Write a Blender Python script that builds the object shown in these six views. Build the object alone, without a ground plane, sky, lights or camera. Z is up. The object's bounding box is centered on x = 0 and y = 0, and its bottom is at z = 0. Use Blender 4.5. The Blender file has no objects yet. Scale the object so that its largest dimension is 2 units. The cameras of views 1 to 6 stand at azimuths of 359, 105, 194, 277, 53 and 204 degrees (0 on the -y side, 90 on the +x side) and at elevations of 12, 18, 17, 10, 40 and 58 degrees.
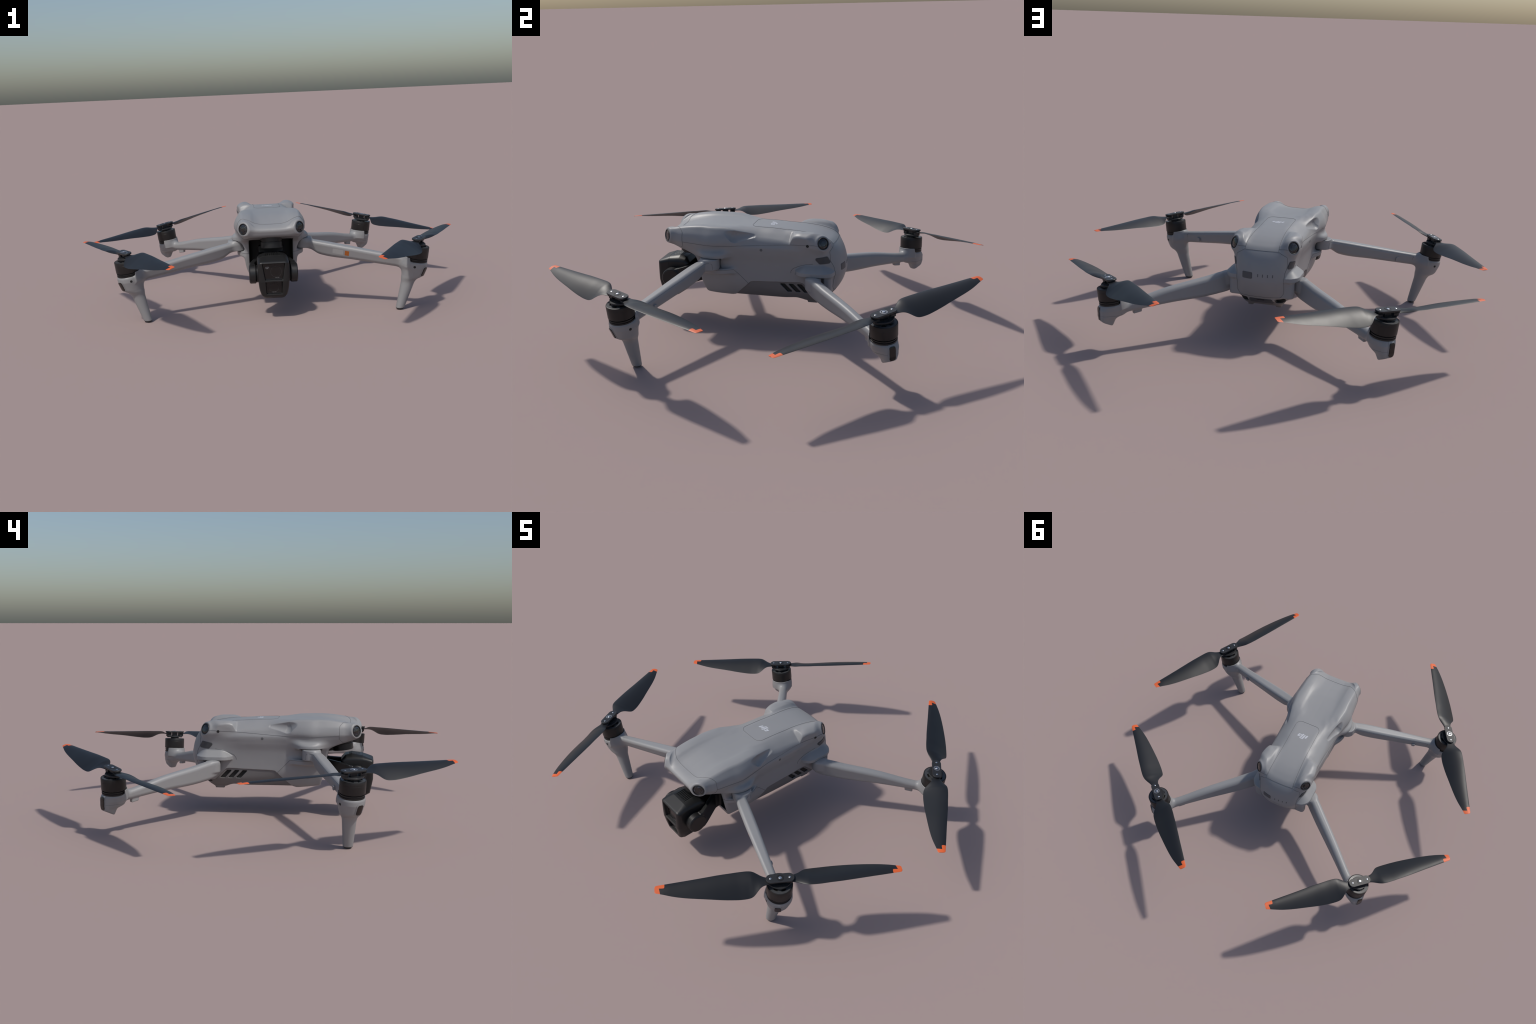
# Folding camera drone: lofted / implicit plastic shell, hinged arms, motors,
# two-blade propellers and a front gimbal camera.  Everything is symmetric about x = 0
# except the camera logo, the arm labels and the battery button.
import bpy, math
import numpy as np
from mathutils import Matrix, Vector

H_BODY = 0.0025      # meshing cell of the fuselage
H_ARM = 0.002
H_CAM = 0.0018

# ------------------------------------------------------------------ materials
def new_mat(name):
    m = bpy.data.materials.new(name); m.use_nodes = True
    return m, m.node_tree.nodes, m.node_tree.links, m.node_tree.nodes['Principled BSDF']

def plastic(name, col, rough=0.45, metal=0.0, grain=0.06, scale=900, bump=0.02, coat=0.0, spec=0.5, rvar=0.06):
    m, N, L, P = new_mat(name)
    tc = N.new('ShaderNodeTexCoord')
    nz = N.new('ShaderNodeTexNoise'); nz.inputs['Scale'].default_value = scale; nz.inputs['Detail'].default_value = 3
    L.new(tc.outputs['Object'], nz.inputs['Vector'])
    big = N.new('ShaderNodeTexNoise'); big.inputs['Scale'].default_value = 9; big.inputs['Detail'].default_value = 4
    L.new(tc.outputs['Object'], big.inputs['Vector'])
    ramp = N.new('ShaderNodeValToRGB')
    ramp.color_ramp.elements[0].position = 0.3; ramp.color_ramp.elements[1].position = 0.7
    ramp.color_ramp.elements[0].color = tuple(c * (1 - grain) for c in col) + (1,)
    ramp.color_ramp.elements[1].color = tuple(min(1, c * (1 + grain)) for c in col) + (1,)
    L.new(nz.outputs['Fac'], ramp.inputs['Fac'])
    L.new(ramp.outputs['Color'], P.inputs['Base Color'])
    mr = N.new('ShaderNodeMapRange')
    mr.inputs['To Min'].default_value = rough - rvar; mr.inputs['To Max'].default_value = rough + rvar
    L.new(big.outputs['Fac'], mr.inputs['Value']); L.new(mr.outputs['Result'], P.inputs['Roughness'])
    if bump:
        b = N.new('ShaderNodeBump'); b.inputs['Strength'].default_value = bump; b.inputs['Distance'].default_value = 0.001
        L.new(nz.outputs['Fac'], b.inputs['Height']); L.new(b.outputs['Normal'], P.inputs['Normal'])
    P.inputs['Metallic'].default_value = metal
    P.inputs['Specular IOR Level'].default_value = spec
    P.inputs['Coat Weight'].default_value = coat
    return m

def lens_glass(name):
    m, N, L, P = new_mat(name)
    tc = N.new('ShaderNodeTexCoord'); vo = N.new('ShaderNodeTexVoronoi'); vo.inputs['Scale'].default_value = 60
    L.new(tc.outputs['Object'], vo.inputs['Vector'])
    r = N.new('ShaderNodeValToRGB')
    r.color_ramp.elements[0].color = (0.035, 0.05, 0.075, 1); r.color_ramp.elements[0].position = 0.05  # bluish cells paint coloured reflections into the black glass
    r.color_ramp.elements[1].color = (0.012, 0.011, 0.012, 1); r.color_ramp.elements[1].position = 0.45
    L.new(vo.outputs['Distance'], r.inputs['Fac']); L.new(r.outputs['Color'], P.inputs['Base Color'])
    P.inputs['Roughness'].default_value = 0.12; P.inputs['Coat Weight'].default_value = 0.5
    P.inputs['Coat Roughness'].default_value = 0.03
    return m

M_SHELL = plastic('grey_shell_plastic', (0.270, 0.271, 0.274), 0.445)
M_BELLY = plastic('dark_belly_grey', (0.145, 0.141, 0.14), 0.5)  # mid-dark grey, very slightly warm, darker than the shell
M_SEAM = plastic('seam_shadow', (0.115, 0.117, 0.122), 0.8, bump=0)  # dark colour drawn on thin tubes and pads as the shade inside gaps
M_PANEL = plastic('dark_window', (0.055, 0.058, 0.063), 0.45)
M_BUTTON = plastic('button_grey', (0.085, 0.088, 0.093), 0.5)
M_BLACK = plastic('black_hole', (0.008, 0.008, 0.008), 0.7, bump=0)
M_MOTOR = plastic('motor_bell_dark', (0.0145, 0.013, 0.0125), 0.42, spec=0.42)  # faint brown tint bakes in the ground's reflection on the bell
M_MOTORTOP = plastic('motor_cap_dark', (0.06, 0.062, 0.065), 0.35, spec=0.6)
M_HUB = plastic('hub_plastic', (0.022, 0.0225, 0.024), 0.45, spec=0.45)
M_BLADE = plastic('blade_plastic', (0.0125, 0.0135, 0.0155), 0.44, spec=0.43, grain=0.03)
M_TIP = plastic('orange_tip', (0.72, 0.125, 0.03), 0.5)
M_SCREW = plastic('steel_screw', (0.62, 0.63, 0.65), 0.34, metal=1.0)
M_RING = plastic('hub_ring_metal', (0.35, 0.35, 0.36), 0.4, metal=0.8)
M_GIMBAL = plastic('gimbal_black', (0.0125, 0.0128, 0.013), 0.40, spec=0.42)
M_GLASSY = plastic('camera_window', (0.0065, 0.006, 0.006), 0.2, bump=0, spec=0.5, rvar=0.02)
M_LENS = lens_glass('lens_glass')
M_LRING = plastic('lens_ring', (0.014, 0.0145, 0.016), 0.5)
M_LED = plastic('smoked_led_window', (0.016, 0.011, 0.0095), 0.22, bump=0, coat=0.0, spec=0.45, rvar=0.03)
M_RUBBER = plastic('rubber_foot', (0.05, 0.05, 0.05), 0.8)
M_LOGO = plastic('logo_pale', (0.52, 0.53, 0.56), 0.5, bump=0)
M_LOGOCAM = plastic('logo_grey', (0.15, 0.15, 0.155), 0.5, bump=0)
M_WHITE = plastic('label_white', (0.34, 0.34, 0.34), 0.6, bump=0)
M_ORANGE = plastic('label_orange', (0.36, 0.10, 0.012), 0.6, bump=0)

# ------------------------------------------------------------------ scene graph helpers
ROOT = bpy.data.objects.new('camera_drone', None)
bpy.context.scene.collection.objects.link(ROOT)
ROOT['label'] = 'grey folding quadcopter drone with black orange-tipped propellers and gimbal camera'
ROOT['category'] = 'drone'

def make_obj(name, V, F, mat, parent=None, normals=None, smooth=True, matrix=None):
    me = bpy.data.meshes.new(name)
    V = np.asarray(V, float)
    me.from_pydata(V.tolist(), [], F.tolist() if isinstance(F, np.ndarray) else F)
    me.materials.append(mat)
    if smooth:
        me.polygons.foreach_set('use_smooth', np.ones(len(me.polygons), bool))
    me.update()
    if normals is not None:
        me.normals_split_custom_set_from_vertices(np.asarray(normals, float).tolist())
    o = bpy.data.objects.new(name, me)
    bpy.context.scene.collection.objects.link(o)
    o.parent = parent or ROOT
    if matrix is not None:
        o.matrix_local = matrix
    return o

def sharp(o, deg=35):
    o.data.set_sharp_from_angle(angle=math.radians(deg))
    return o

def mirror(V, F, N=None):
    V2 = np.array(V, float) * [-1, 1, 1]
    F2 = F[:, ::-1] if isinstance(F, np.ndarray) else [tuple(reversed(f)) for f in F]
    N2 = None if N is None else np.array(N) * [-1, 1, 1]
    return V2, F2, N2

# ------------------------------------------------------------------ implicit surface toolkit
def smin(a, b, k):
    h = np.maximum(k - np.abs(a - b), 0) / k
    return np.minimum(a, b) - h * h * k * 0.25
def smax(a, b, k):
    return -smin(-a, -b, k)

def lut2(xs, ys, table, lo, hi, n=160):
    """Smooth (cubic Hermite) surface through a small control table; returns a fast lookup."""
    def spline(x, Y, q):
        x = np.asarray(x, float); Y = np.asarray(Y, float)
        m = np.gradient(Y, x, axis=0)
        d = np.diff(Y, axis=0) / np.diff(x)[:, None]          # limit slopes: no overshoot
        for i in range(len(x)):
            a = d[max(i - 1, 0)]; b = d[min(i, len(d) - 1)]
            lim = 2 * np.minimum(abs(a), abs(b))
            m[i] = np.where(a * b <= 0, 0, np.clip(m[i], -lim, lim))
        q = np.clip(q, x[0], x[-1])
        i = np.clip(np.searchsorted(x, q, side='right') - 1, 0, len(x) - 2)
        w = x[i + 1] - x[i]; t = ((q - x[i]) / w)[:, None]; w = w[:, None]
        return ((2*t**3 - 3*t**2 + 1) * Y[i] + (t**3 - 2*t**2 + t) * w * m[i]
                + (-2*t**3 + 3*t**2) * Y[i + 1] + (t**3 - t**2) * w * m[i + 1])
    gx = np.linspace(lo[0], hi[0], n); gy = np.linspace(lo[1], hi[1], n)
    A = spline(xs, np.asarray(table, float), gx)                # n x len(ys)
    G = spline(ys, A.T, gy).T                                   # n x n
    sx = (n - 1) / (hi[0] - lo[0]); sy = (n - 1) / (hi[1] - lo[1])
    def f(a, b):
        u = np.clip((a - lo[0]) * sx, 0, n - 1.001); v = np.clip((b - lo[1]) * sy, 0, n - 1.001)
        i = u.astype(int); j = v.astype(int); u = u - i; v = v - j
        return (G[i, j] * (1-u) * (1-v) + G[i+1, j] * u * (1-v) + G[i, j+1] * (1-u) * v + G[i+1, j+1] * u * v)
    return f

def curve1(xs, ys):
    """Smooth 1-D profile through control points."""
    g = lut2(xs, [0, 1], np.stack([ys, ys], 1), (xs[0], 0), (xs[-1], 1), 240)
    return lambda q: g(q, np.zeros_like(q))

def box2(x, y, hx, hy, r):
    qx = np.abs(x) - hx + r; qy = np.abs(y) - hy + r
    return np.hypot(np.maximum(qx, 0), np.maximum(qy, 0)) + np.minimum(np.maximum(qx, qy), 0) - r

def box3(x, y, z, hx, hy, hz, r):
    q = [np.abs(x) - hx + r, np.abs(y) - hy + r, np.abs(z) - hz + r]
    o = np.sqrt(sum(np.maximum(a, 0) ** 2 for a in q))
    return o + np.minimum(np.maximum(np.maximum(q[0], q[1]), q[2]), 0) - r

def slab(d2, z, z0, z1, r=0.0):
    """Extrude a 2-D distance between z0 and z1, edges rounded by r."""
    dz = np.abs(z - 0.5 * (z0 + z1)) - 0.5 * (z1 - z0) + r
    d = d2 + r
    return np.hypot(np.maximum(d, 0), np.maximum(dz, 0)) + np.minimum(np.maximum(d, dz), 0) - r

def poly2(x, y, P, r=0.0):
    """Signed distance to a polygon (rounded by r)."""
    P = np.asarray(P, float); d = np.full(x.shape, 1e9); s = np.ones(x.shape)
    for i in range(len(P)):
        a = P[i]; b = P[i - 1]; e = b - a
        wx = x - a[0]; wy = y - a[1]
        t = np.clip((wx * e[0] + wy * e[1]) / (e @ e), 0, 1)
        d = np.minimum(d, (wx - e[0] * t) ** 2 + (wy - e[1] * t) ** 2)
        c1 = y >= a[1]; c2 = y < b[1]; c3 = e[0] * wy > e[1] * wx
        s = np.where((c1 & c2 & c3) | (~c1 & ~c2 & ~c3), -s, s)
    return s * np.sqrt(d) - r

def cone_seg(p, a, b, ra, rb):
    """Round cone (approximate) between two points."""
    a = np.array(a); b = np.array(b); e = b - a
    t = np.clip(((p - a) @ e) / (e @ e), 0, 1)
    return np.linalg.norm(p - a - t[:, None] * e, axis=1) - (ra + (rb - ra) * t)

def evalf(f, P, chunk=400000):
    return np.concatenate([f(P[i:i + chunk]) for i in range(0, len(P), chunk)]) if len(P) else np.zeros(0)

def grad(f, P, e=4e-4):
    g = np.stack([evalf(f, P + d) - evalf(f, P - d) for d in np.eye(3) * e], 1) / (2 * e)
    return g

def unit(v):
    v = np.asarray(v, float); return v / np.linalg.norm(v, axis=-1, keepdims=True)

def mesh_sdf(f, lo, hi, h):
    """Naive surface nets on blocks near the surface, then Newton projection."""
    B = 8; lo = np.array(lo, float); n = (np.ceil((np.array(hi) - lo) / h / B).astype(int)) * B
    nb = n // B
    I = np.stack(np.meshgrid(*[np.arange(k) for k in nb], indexing='ij'), -1).reshape(-1, 3)
    cen = lo + (I + 0.5) * B * h
    fc = evalf(f, cen)
    act = np.abs(fc) < 2.0 * B * h * 0.87
    F = np.repeat(np.repeat(np.repeat(fc.reshape(nb), B, 0), B, 1), B, 2)
    F = np.pad(F, ((0, 1),) * 3, mode='edge')
    o = np.stack(np.meshgrid(*[np.arange(B + 1)] * 3, indexing='ij'), -1).reshape(-1, 3)
    G = (I[act][:, None, :] * B + o[None]).reshape(-1, 3)
    F[G[:, 0], G[:, 1], G[:, 2]] = evalf(f, lo + G * h)
    S = F < 0
    c = np.zeros(n, np.int8)
    corners = [(i, j, k) for i in (0, 1) for j in (0, 1) for k in (0, 1)]
    for i, j, k in corners:
        c += S[i:n[0] + i, j:n[1] + j, k:n[2] + k]
    mixed = (c > 0) & (c < 8)
    idx = np.full(n, -1, np.int64); C = np.argwhere(mixed); idx[mixed] = np.arange(len(C))
    acc = np.zeros((len(C), 3)); cnt = np.zeros(len(C))
    for a in corners:
        for ax in range(3):
            if a[ax]: continue
            b = list(a); b[ax] = 1
            fa = F[tuple((C + a).T)]; fb = F[tuple((C + b).T)]
            m = (fa < 0) != (fb < 0)
            t = np.where(m, fa / np.where(m, fa - fb, 1), 0)
            p = np.array(a, float) + t[:, None] * (np.array(b) - np.array(a))
            acc += np.where(m[:, None], p, 0); cnt += m
    V = lo + (C + acc / cnt[:, None]) * h
    Q = []
    for ax in range(3):
        u, v = (ax + 1) % 3, (ax + 2) % 3
        sl = [slice(0, n[0] + 1)] * 3
        s0 = [slice(None)] * 3; s1 = [slice(None)] * 3
        s0[ax] = slice(0, n[ax]); s1[ax] = slice(1, n[ax] + 1)
        E = np.argwhere(S[tuple(s0)] != S[tuple(s1)])
        ok = (E[:, u] > 0) & (E[:, v] > 0) & (E[:, u] < n[u]) & (E[:, v] < n[v]); E = E[ok]
        ins = S[tuple(E.T)]
        du = np.eye(3, dtype=int)[u]; dv = np.eye(3, dtype=int)[v]
        q = np.stack([idx[tuple((E - du - dv).T)], idx[tuple((E - dv).T)], idx[tuple(E.T)], idx[tuple((E - du).T)]], 1)
        q[~ins] = q[~ins][:, ::-1]
        Q.append(q)
    Q = np.concatenate(Q); Q = Q[(Q >= 0).all(1)]
    for _ in range(3):
        g = grad(f, V); fv = evalf(f, V)
        step = fv[:, None] * g / np.maximum((g * g).sum(1), 0.2)[:, None]
        L = np.linalg.norm(step, axis=1, keepdims=True)
        V = V - step * np.minimum(1, 0.6 * h / np.maximum(L, 1e-12))
    return V, Q

def tri(Q):
    return np.concatenate([Q[:, [0, 1, 2]], Q[:, [0, 2, 3]]])

def clip(V, T, g):
    """Split triangles exactly along g = 0. Returns V, triangles with g<0, triangles with g>0, border edges."""
    g = np.where(np.abs(g) < 1e-9, 1e-9, g)
    s = g[T] < 0; k = s.sum(1)
    neg = [T[k == 3]]; pos = [T[k == 0]]; bord = []
    V = list(V); cache = {}
    def cut(a, b):
        key = (a, b) if a < b else (b, a)
        if key not in cache:
            t = g[a] / (g[a] - g[b]); cache[key] = len(V); V.append(np.asarray(V[a]) * (1 - t) + np.asarray(V[b]) * t)
        return cache[key]
    nn, pp = [], []
    for t, ss, kk in zip(T[(k == 1) | (k == 2)], s[(k == 1) | (k == 2)], k[(k == 1) | (k == 2)]):
        i = int(np.argmax(ss)) if kk == 1 else int(np.argmin(ss))
        a, b, c = int(t[i]), int(t[(i + 1) % 3]), int(t[(i + 2) % 3])
        ab, ac = cut(a, b), cut(a, c)
        lone = [(a, ab, ac)]; pair = [(ab, b, c), (ab, c, ac)]
        if kk == 1: nn += lone; pp += pair
        else: pp += lone; nn += pair
        bord.append((ab, ac))
    if nn: neg.append(np.array(nn)); pos.append(np.array(pp))
    return np.array(V), np.concatenate(neg), np.concatenate(pos), bord

def compact(V, T, *attrs):
    u, inv = np.unique(T, return_inverse=True)
    return (V[u], inv.reshape(T.shape)) + tuple(a[u] for a in attrs)

def chains(edges):
    adj = {}
    for a, b in edges:
        if a == b: continue
        adj.setdefault(a, []).append(b); adj.setdefault(b, []).append(a)
    used = set(); out = []
    def walk(s):
        path = [s]; cur = s
        while True:
            nx = [n for n in adj[cur] if (min(cur, n), max(cur, n)) not in used]
            if not nx: return path
            used.add((min(cur, nx[0]), max(cur, nx[0]))); cur = nx[0]; path.append(cur)
    for s in sorted(adj, key=lambda k: (len(adj[k]) != 1, k)):
        while any((min(s, n), max(s, n)) not in used for n in adj[s]):
            out.append(walk(s))
    return out

def tube(paths, rad, name, mat, parent, sides=6):
    """Thin tubes along polylines, joined into one mesh."""
    V, F = [], []
    for P in paths:
        P = np.asarray(P, float)
        keep = np.r_[True, np.linalg.norm(np.diff(P, axis=0), axis=1) > 4e-4]; P = P[keep]
        if len(P) < 2: continue
        for _ in range(2):
            if len(P) > 4: P[1:-1] = 0.25 * P[:-2] + 0.5 * P[1:-1] + 0.25 * P[2:]
        t = unit(np.gradient(P, axis=0) + 1e-12)
        ref = np.where(np.abs(t[:, 2:3]) < 0.8, np.array([[0, 0, 1.]]), np.array([[1., 0, 0]]))
        a = unit(np.cross(t, ref)); b = np.cross(t, a); base = len(V)
        for i in range(len(P)):
            for j in range(sides):
                w = 2 * math.pi * j / sides
                V.append(P[i] + rad * (math.cos(w) * a[i] + math.sin(w) * b[i]))
        for i in range(len(P) - 1):
            for j in range(sides):
                j2 = (j + 1) % sides
                F.append((base + i*sides + j, base + (i+1)*sides + j, base + (i+1)*sides + j2, base + i*sides + j2))
    if not V: return None
    o = make_obj(name, V, F, mat, parent); o['kind'] = 'stuff'
    return o

def march(f, O, D, n=70, relax=0.7):
    O = np.array(O, float); D = unit(np.broadcast_to(np.asarray(D, float), O.shape)); t = np.zeros(len(O))
    for _ in range(n):
        t += relax * np.clip(evalf(f, O + t[:, None] * D), -0.02, 0.05)
    return O + t[:, None] * D

def patch(f, name, mat, parent, origin, uax, vax, dist2, size, step, lift=0.0010, depth=0.003, mir=False, only=None):
    """Pad / decal with thickness that follows the surface f: 2-D shape dist2(u,v)<0 projected along -(u x v)."""
    origin = np.array(origin, float); uax = unit(uax); vax = unit(vax); w = np.cross(uax, vax)
    nu, nv = int(2 * size[0] / step) + 1, int(2 * size[1] / step) + 1
    gu, gv = np.meshgrid(np.linspace(-size[0], size[0], nu), np.linspace(-size[1], size[1], nv), indexing='ij')
    uv = np.stack([gu.ravel(), gv.ravel()], 1)
    k = np.arange(nu * nv).reshape(nu, nv)
    T = tri(np.stack([k[:-1, :-1], k[1:, :-1], k[1:, 1:], k[:-1, 1:]], -1).reshape(-1, 4))
    V2, neg, _, bord = clip(uv, T, dist2(uv[:, 0], uv[:, 1]))
    V2, neg2 = V2, neg
    P = origin + V2[:, :1] * uax + V2[:, 1:2] * vax + 0.06 * w
    S = march(f, P, -w)
    n = unit(grad(f, S))
    top = S + n * lift; bot = S - n * depth; nvv = len(top)
    F = [tuple(t) for t in neg2] + [tuple(np.array(t)[::-1] + nvv) for t in neg2]
    edges = {}
    for t in neg2:
        for i in range(3):
            a, b = int(t[i]), int(t[(i + 1) % 3]); edges[(a, b)] = 1
    for a, b in list(edges):
        if (b, a) not in edges: F.append((b, a, a + nvv, b + nvv))
    V = np.concatenate([top, bot])
    used = sorted({i for q in F for i in q}); m = {o: i for i, o in enumerate(used)}
    V = V[used]; F = [tuple(m[i] for i in q) for q in F]
    res = [sharp(make_obj(name, V, F, mat, parent))]
    if mir:
        V, F, _ = mirror(V, F); res.append(sharp(make_obj(name, V, F, mat, parent if only is None else only)))
    return res

def lathe(profile, n=64, cap=True):
    """Revolve (r, z) profile about z."""
    V, F = [], []
    for r, z in profile:
        for j in range(n):
            a = 2 * math.pi * j / n; V.append((r * math.cos(a), r * math.sin(a), z))
    m = len(profile)
    for i in range(m - 1):
        for j in range(n):
            j2 = (j + 1) % n
            F.append((i*n + j, i*n + j2, (i+1)*n + j2, (i+1)*n + j))
    if cap:
        F.append(tuple(range(n))[::-1]); F.append(tuple((m-1)*n + j for j in range(n)))
    return np.array(V), F

def frame(origin, zax, xhint=(1, 0, 0)):
    z = unit(zax); x = np.array(xhint, float); x = unit(x - z * (x @ z)); y = np.cross(z, x)
    return Matrix(((x[0], y[0], z[0], origin[0]), (x[1], y[1], z[1], origin[1]), (x[2], y[2], z[2], origin[2]), (0, 0, 0, 1)))

def apply(M, V):
    M = np.array(M); return np.asarray(V, float) @ M[:3, :3].T + M[:3, 3]

def extrude_poly(pts, z0, z1, bevel=0.0):
    """Prism over a 2-D outline with chamfered top and bottom rims."""
    pts = np.array(pts, float); n = len(pts); c = pts.mean(0)
    def inset(b):
        d = pts - c; L = np.linalg.norm(d, axis=1, keepdims=True); return c + d * (1 - b / L)
    rings = [(inset(bevel), z0), (pts, z0 + bevel), (pts, z1 - bevel), (inset(bevel), z1)] if bevel else [(pts, z0), (pts, z1)]
    V = np.concatenate([np.c_[p, np.full(n, z)] for p, z in rings]); F = []
    for k in range(len(rings) - 1):
        for i in range(n):
            j = (i + 1) % n; F.append((k*n + i, k*n + j, (k+1)*n + j, (k+1)*n + i))
    F.append(tuple(range(n))[::-1]); F.append(tuple((len(rings)-1)*n + i for i in range(n)))
    return V, F

def stadium(hl, hw, n=14):
    a = np.linspace(-math.pi/2, math.pi/2, n)
    r = np.c_[hl - hw + hw*np.cos(a), hw*np.sin(a)]
    return np.concatenate([r, -r])

# ================================================================== FUSELAGE
# Height of the top skin: raised pods at the four corners, valley and flat lid between them.
TY = [-.56, -.52, -.50, -.45, -.40, -.32, -.23, -.17, -.12, -.06, 0, .065, .09, .11, .15, .20, .24, .28, .31, .35]
TX = [0, .05, .08, .10, .125, .15, .18, .215]
TOP = [[.4250, .4250, .4280, .4300, .4300, .4280, .4100, .3800],
       [.4425, .4435, .4465, .4505, .4545, .4535, .4415, .4115],
       [.4520, .4530, .4580, .4635, .4685, .4685, .4565, .4315],
       [.4640, .4660, .4735, .4825, .4865, .4845, .4685, .4385],
       [.4760, .4780, .4845, .4925, .4955, .4925, .4765, .4485],
       [.4885, .4895, .4925, .4985, .5015, .4985, .4805, .4505],
       [.4910, .4920, .4940, .4980, .5000, .4960, .4770, .4420],
       [.4910, .4920, .4945, .4950, .4930, .4860, .4700, .4300],
       [.4915, .4915, .4915, .4880, .4810, .4620, .4300, .3900],
       [.4915, .4915, .4880, .4800, .4640, .4420, .4120, .3800],
       [.4900, .4900, .4860, .4770, .4600, .4390, .4120, .3800],
       [.4860, .4860, .4810, .4720, .4560, .4370, .4120, .3850],
       [.4840, .4840, .4810, .4710, .4540, .4360, .4150, .3870],
       [.4820, .4820, .4815, .4840, .4800, .4680, .4410, .4030],
       [.4770, .4770, .4790, .4860, .4880, .4800, .4520, .4100],
       [.4680, .4680, .4710, .4830, .4880, .4810, .4540, .4100],
       [.4560, .4560, .4600, .4740, .4800, .4750, .4490, .4100],
       [.4370, .4370, .4410, .4520, .4590, .4540, .4300, .4000],
       [.4120, .4120, .4150, .4200, .4250, .4200, .4000, .3800],
       [.3700, .3700, .3700, .3700, .3700, .3700, .3600, .3500]]
top_skin = lut2(TY, TX, TOP, (-.56, 0), (.35, .215), 260)

# Half width of the body by height and station.
WY = [-.56, -.50, -.44, -.36, -.32, -.28, -.20, -.10, 0, .06, .12, .20, .25, .29, .34]
WZ = [.12, .145, .16, .20, .235, .27, .30, .34, .38, .41, .43, .46, .49, .54]
WID = [  # rows: stations y, columns: heights z
    [.0800, .0850, .0900, .0900, .0900, .0900, .0900, .0900, .0900, .1000, .1100, .1040, .0860, .0540],
    [.0800, .0850, .0900, .1000, .1000, .1000, .1000, .1000, .1050, .1250, .1420, .1420, .1240, .0920],
    [.0800, .0850, .0900, .1000, .1100, .1150, .1200, .1250, .1350, .1550, .1640, .1600, .1420, .1100],
    [.0800, .0850, .1000, .1220, .1310, .1340, .1280, .1400, .1580, .1700, .1750, .1700, .1520, .1200],
    [.0800, .0840, .1000, .1220, .1310, .1340, .1310, .1450, .1630, .1750, .1790, .1720, .1540, .1220],
    [.0800, .0820, .1000, .1220, .1310, .1340, .1360, .1480, .1660, .1780, .1830, .1750, .1570, .1250],
    [.0800, .0800, .0980, .1220, .1340, .1370, .1390, .1440, .1580, .1660, .1710, .1640, .1480, .1160],
    [.0800, .0870, .1000, .1215, .1300, .1320, .1345, .1400, .1510, .1560, .1500, .1400, .1320, .1280],
    [.0800, .0890, .1010, .1220, .1270, .1295, .1320, .1380, .1495, .1545, .1480, .1370, .1300, .1260],
    [.0800, .0890, .1010, .1220, .1255, .1275, .1300, .1360, .1470, .1525, .1470, .1370, .1300, .1260],
    [.0800, .0870, .0990, .1195, .1230, .1255, .1285, .1340, .1440, .1510, .1500, .1520, .1510, .1480],
    [.0800, .0850, .0990, .1210, .1240, .1280, .1330, .1380, .1440, .1540, .1630, .1650, .1670, .1600],
    [.0800, .0830, .0950, .1130, .1170, .1250, .1300, .1330, .1400, .1530, .1660, .1670, .1650, .1600],
    [.0800, .0800, .0900, .1040, .1100, .1180, .1220, .1220, .1240, .1350, .1450, .1500, .1480, .1500],
    [.0800, .0800, .0850, .0950, .1000, .1050, .1100, .1100, .1100, .1150, .1200, .1200, .1180, .1200]]
half_width = lut2(WY, WZ, WID, (-.56, .12), (.34, .54), 260)

rear_profile = curve1([.12, .165, .20, .233, .26, .30, .34, .377, .41, .44, .47, .52],
                      [.235, .266, .292, .314, .324, .333, .330, .321, .309, .296, .279, .25])
front_lower = curve1([.10, .16, .195, .25, .30, .355, .45],
                     [-.316, -.323, -.334, -.347, -.356, -.367, -.38])
nose_under = curve1([-.56, -.50, -.45, -.40, -.36, -.30], [.414, .402, .388, .371, .351, .31])
bottom_z = curve1([-.36, -.31, -.25, -.205, -.19, -.10, .05, .11, .14, .155, .212, .225, .24, .265, .32],
                  [.170, .162, .152, .147, .152, .153, .152, .156, .148, .142, .142, .15, .160, .178, .22])

LENS_F = np.array([.136, -.498, .446]); LENS_FN = unit([.66, -.74, .12])
LENS_R = np.array([.138, .246, .445]); LENS_RN = unit([.71, .64, .30])
VENT_Y = (.042, .082, .122)

BELLY_OUTLINE = [(-.199, .08), (-.196, .147), (-.100, .238), (-.085, .2405), (.135, .2465), (.148, .243), (.205, .188), (.34, .180), (.34, .08)]   # side view (y, z)

def vent_dist(y, z):
    d = np.full(y.shape, 1e9)
    for y0 in VENT_Y:
        d = np.minimum(d, poly2(y, z, [(y0 + .003, .233), (y0 + .019, .233), (y0 + .051, .199), (y0 + .034, .199)], .003))
    return d

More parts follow.
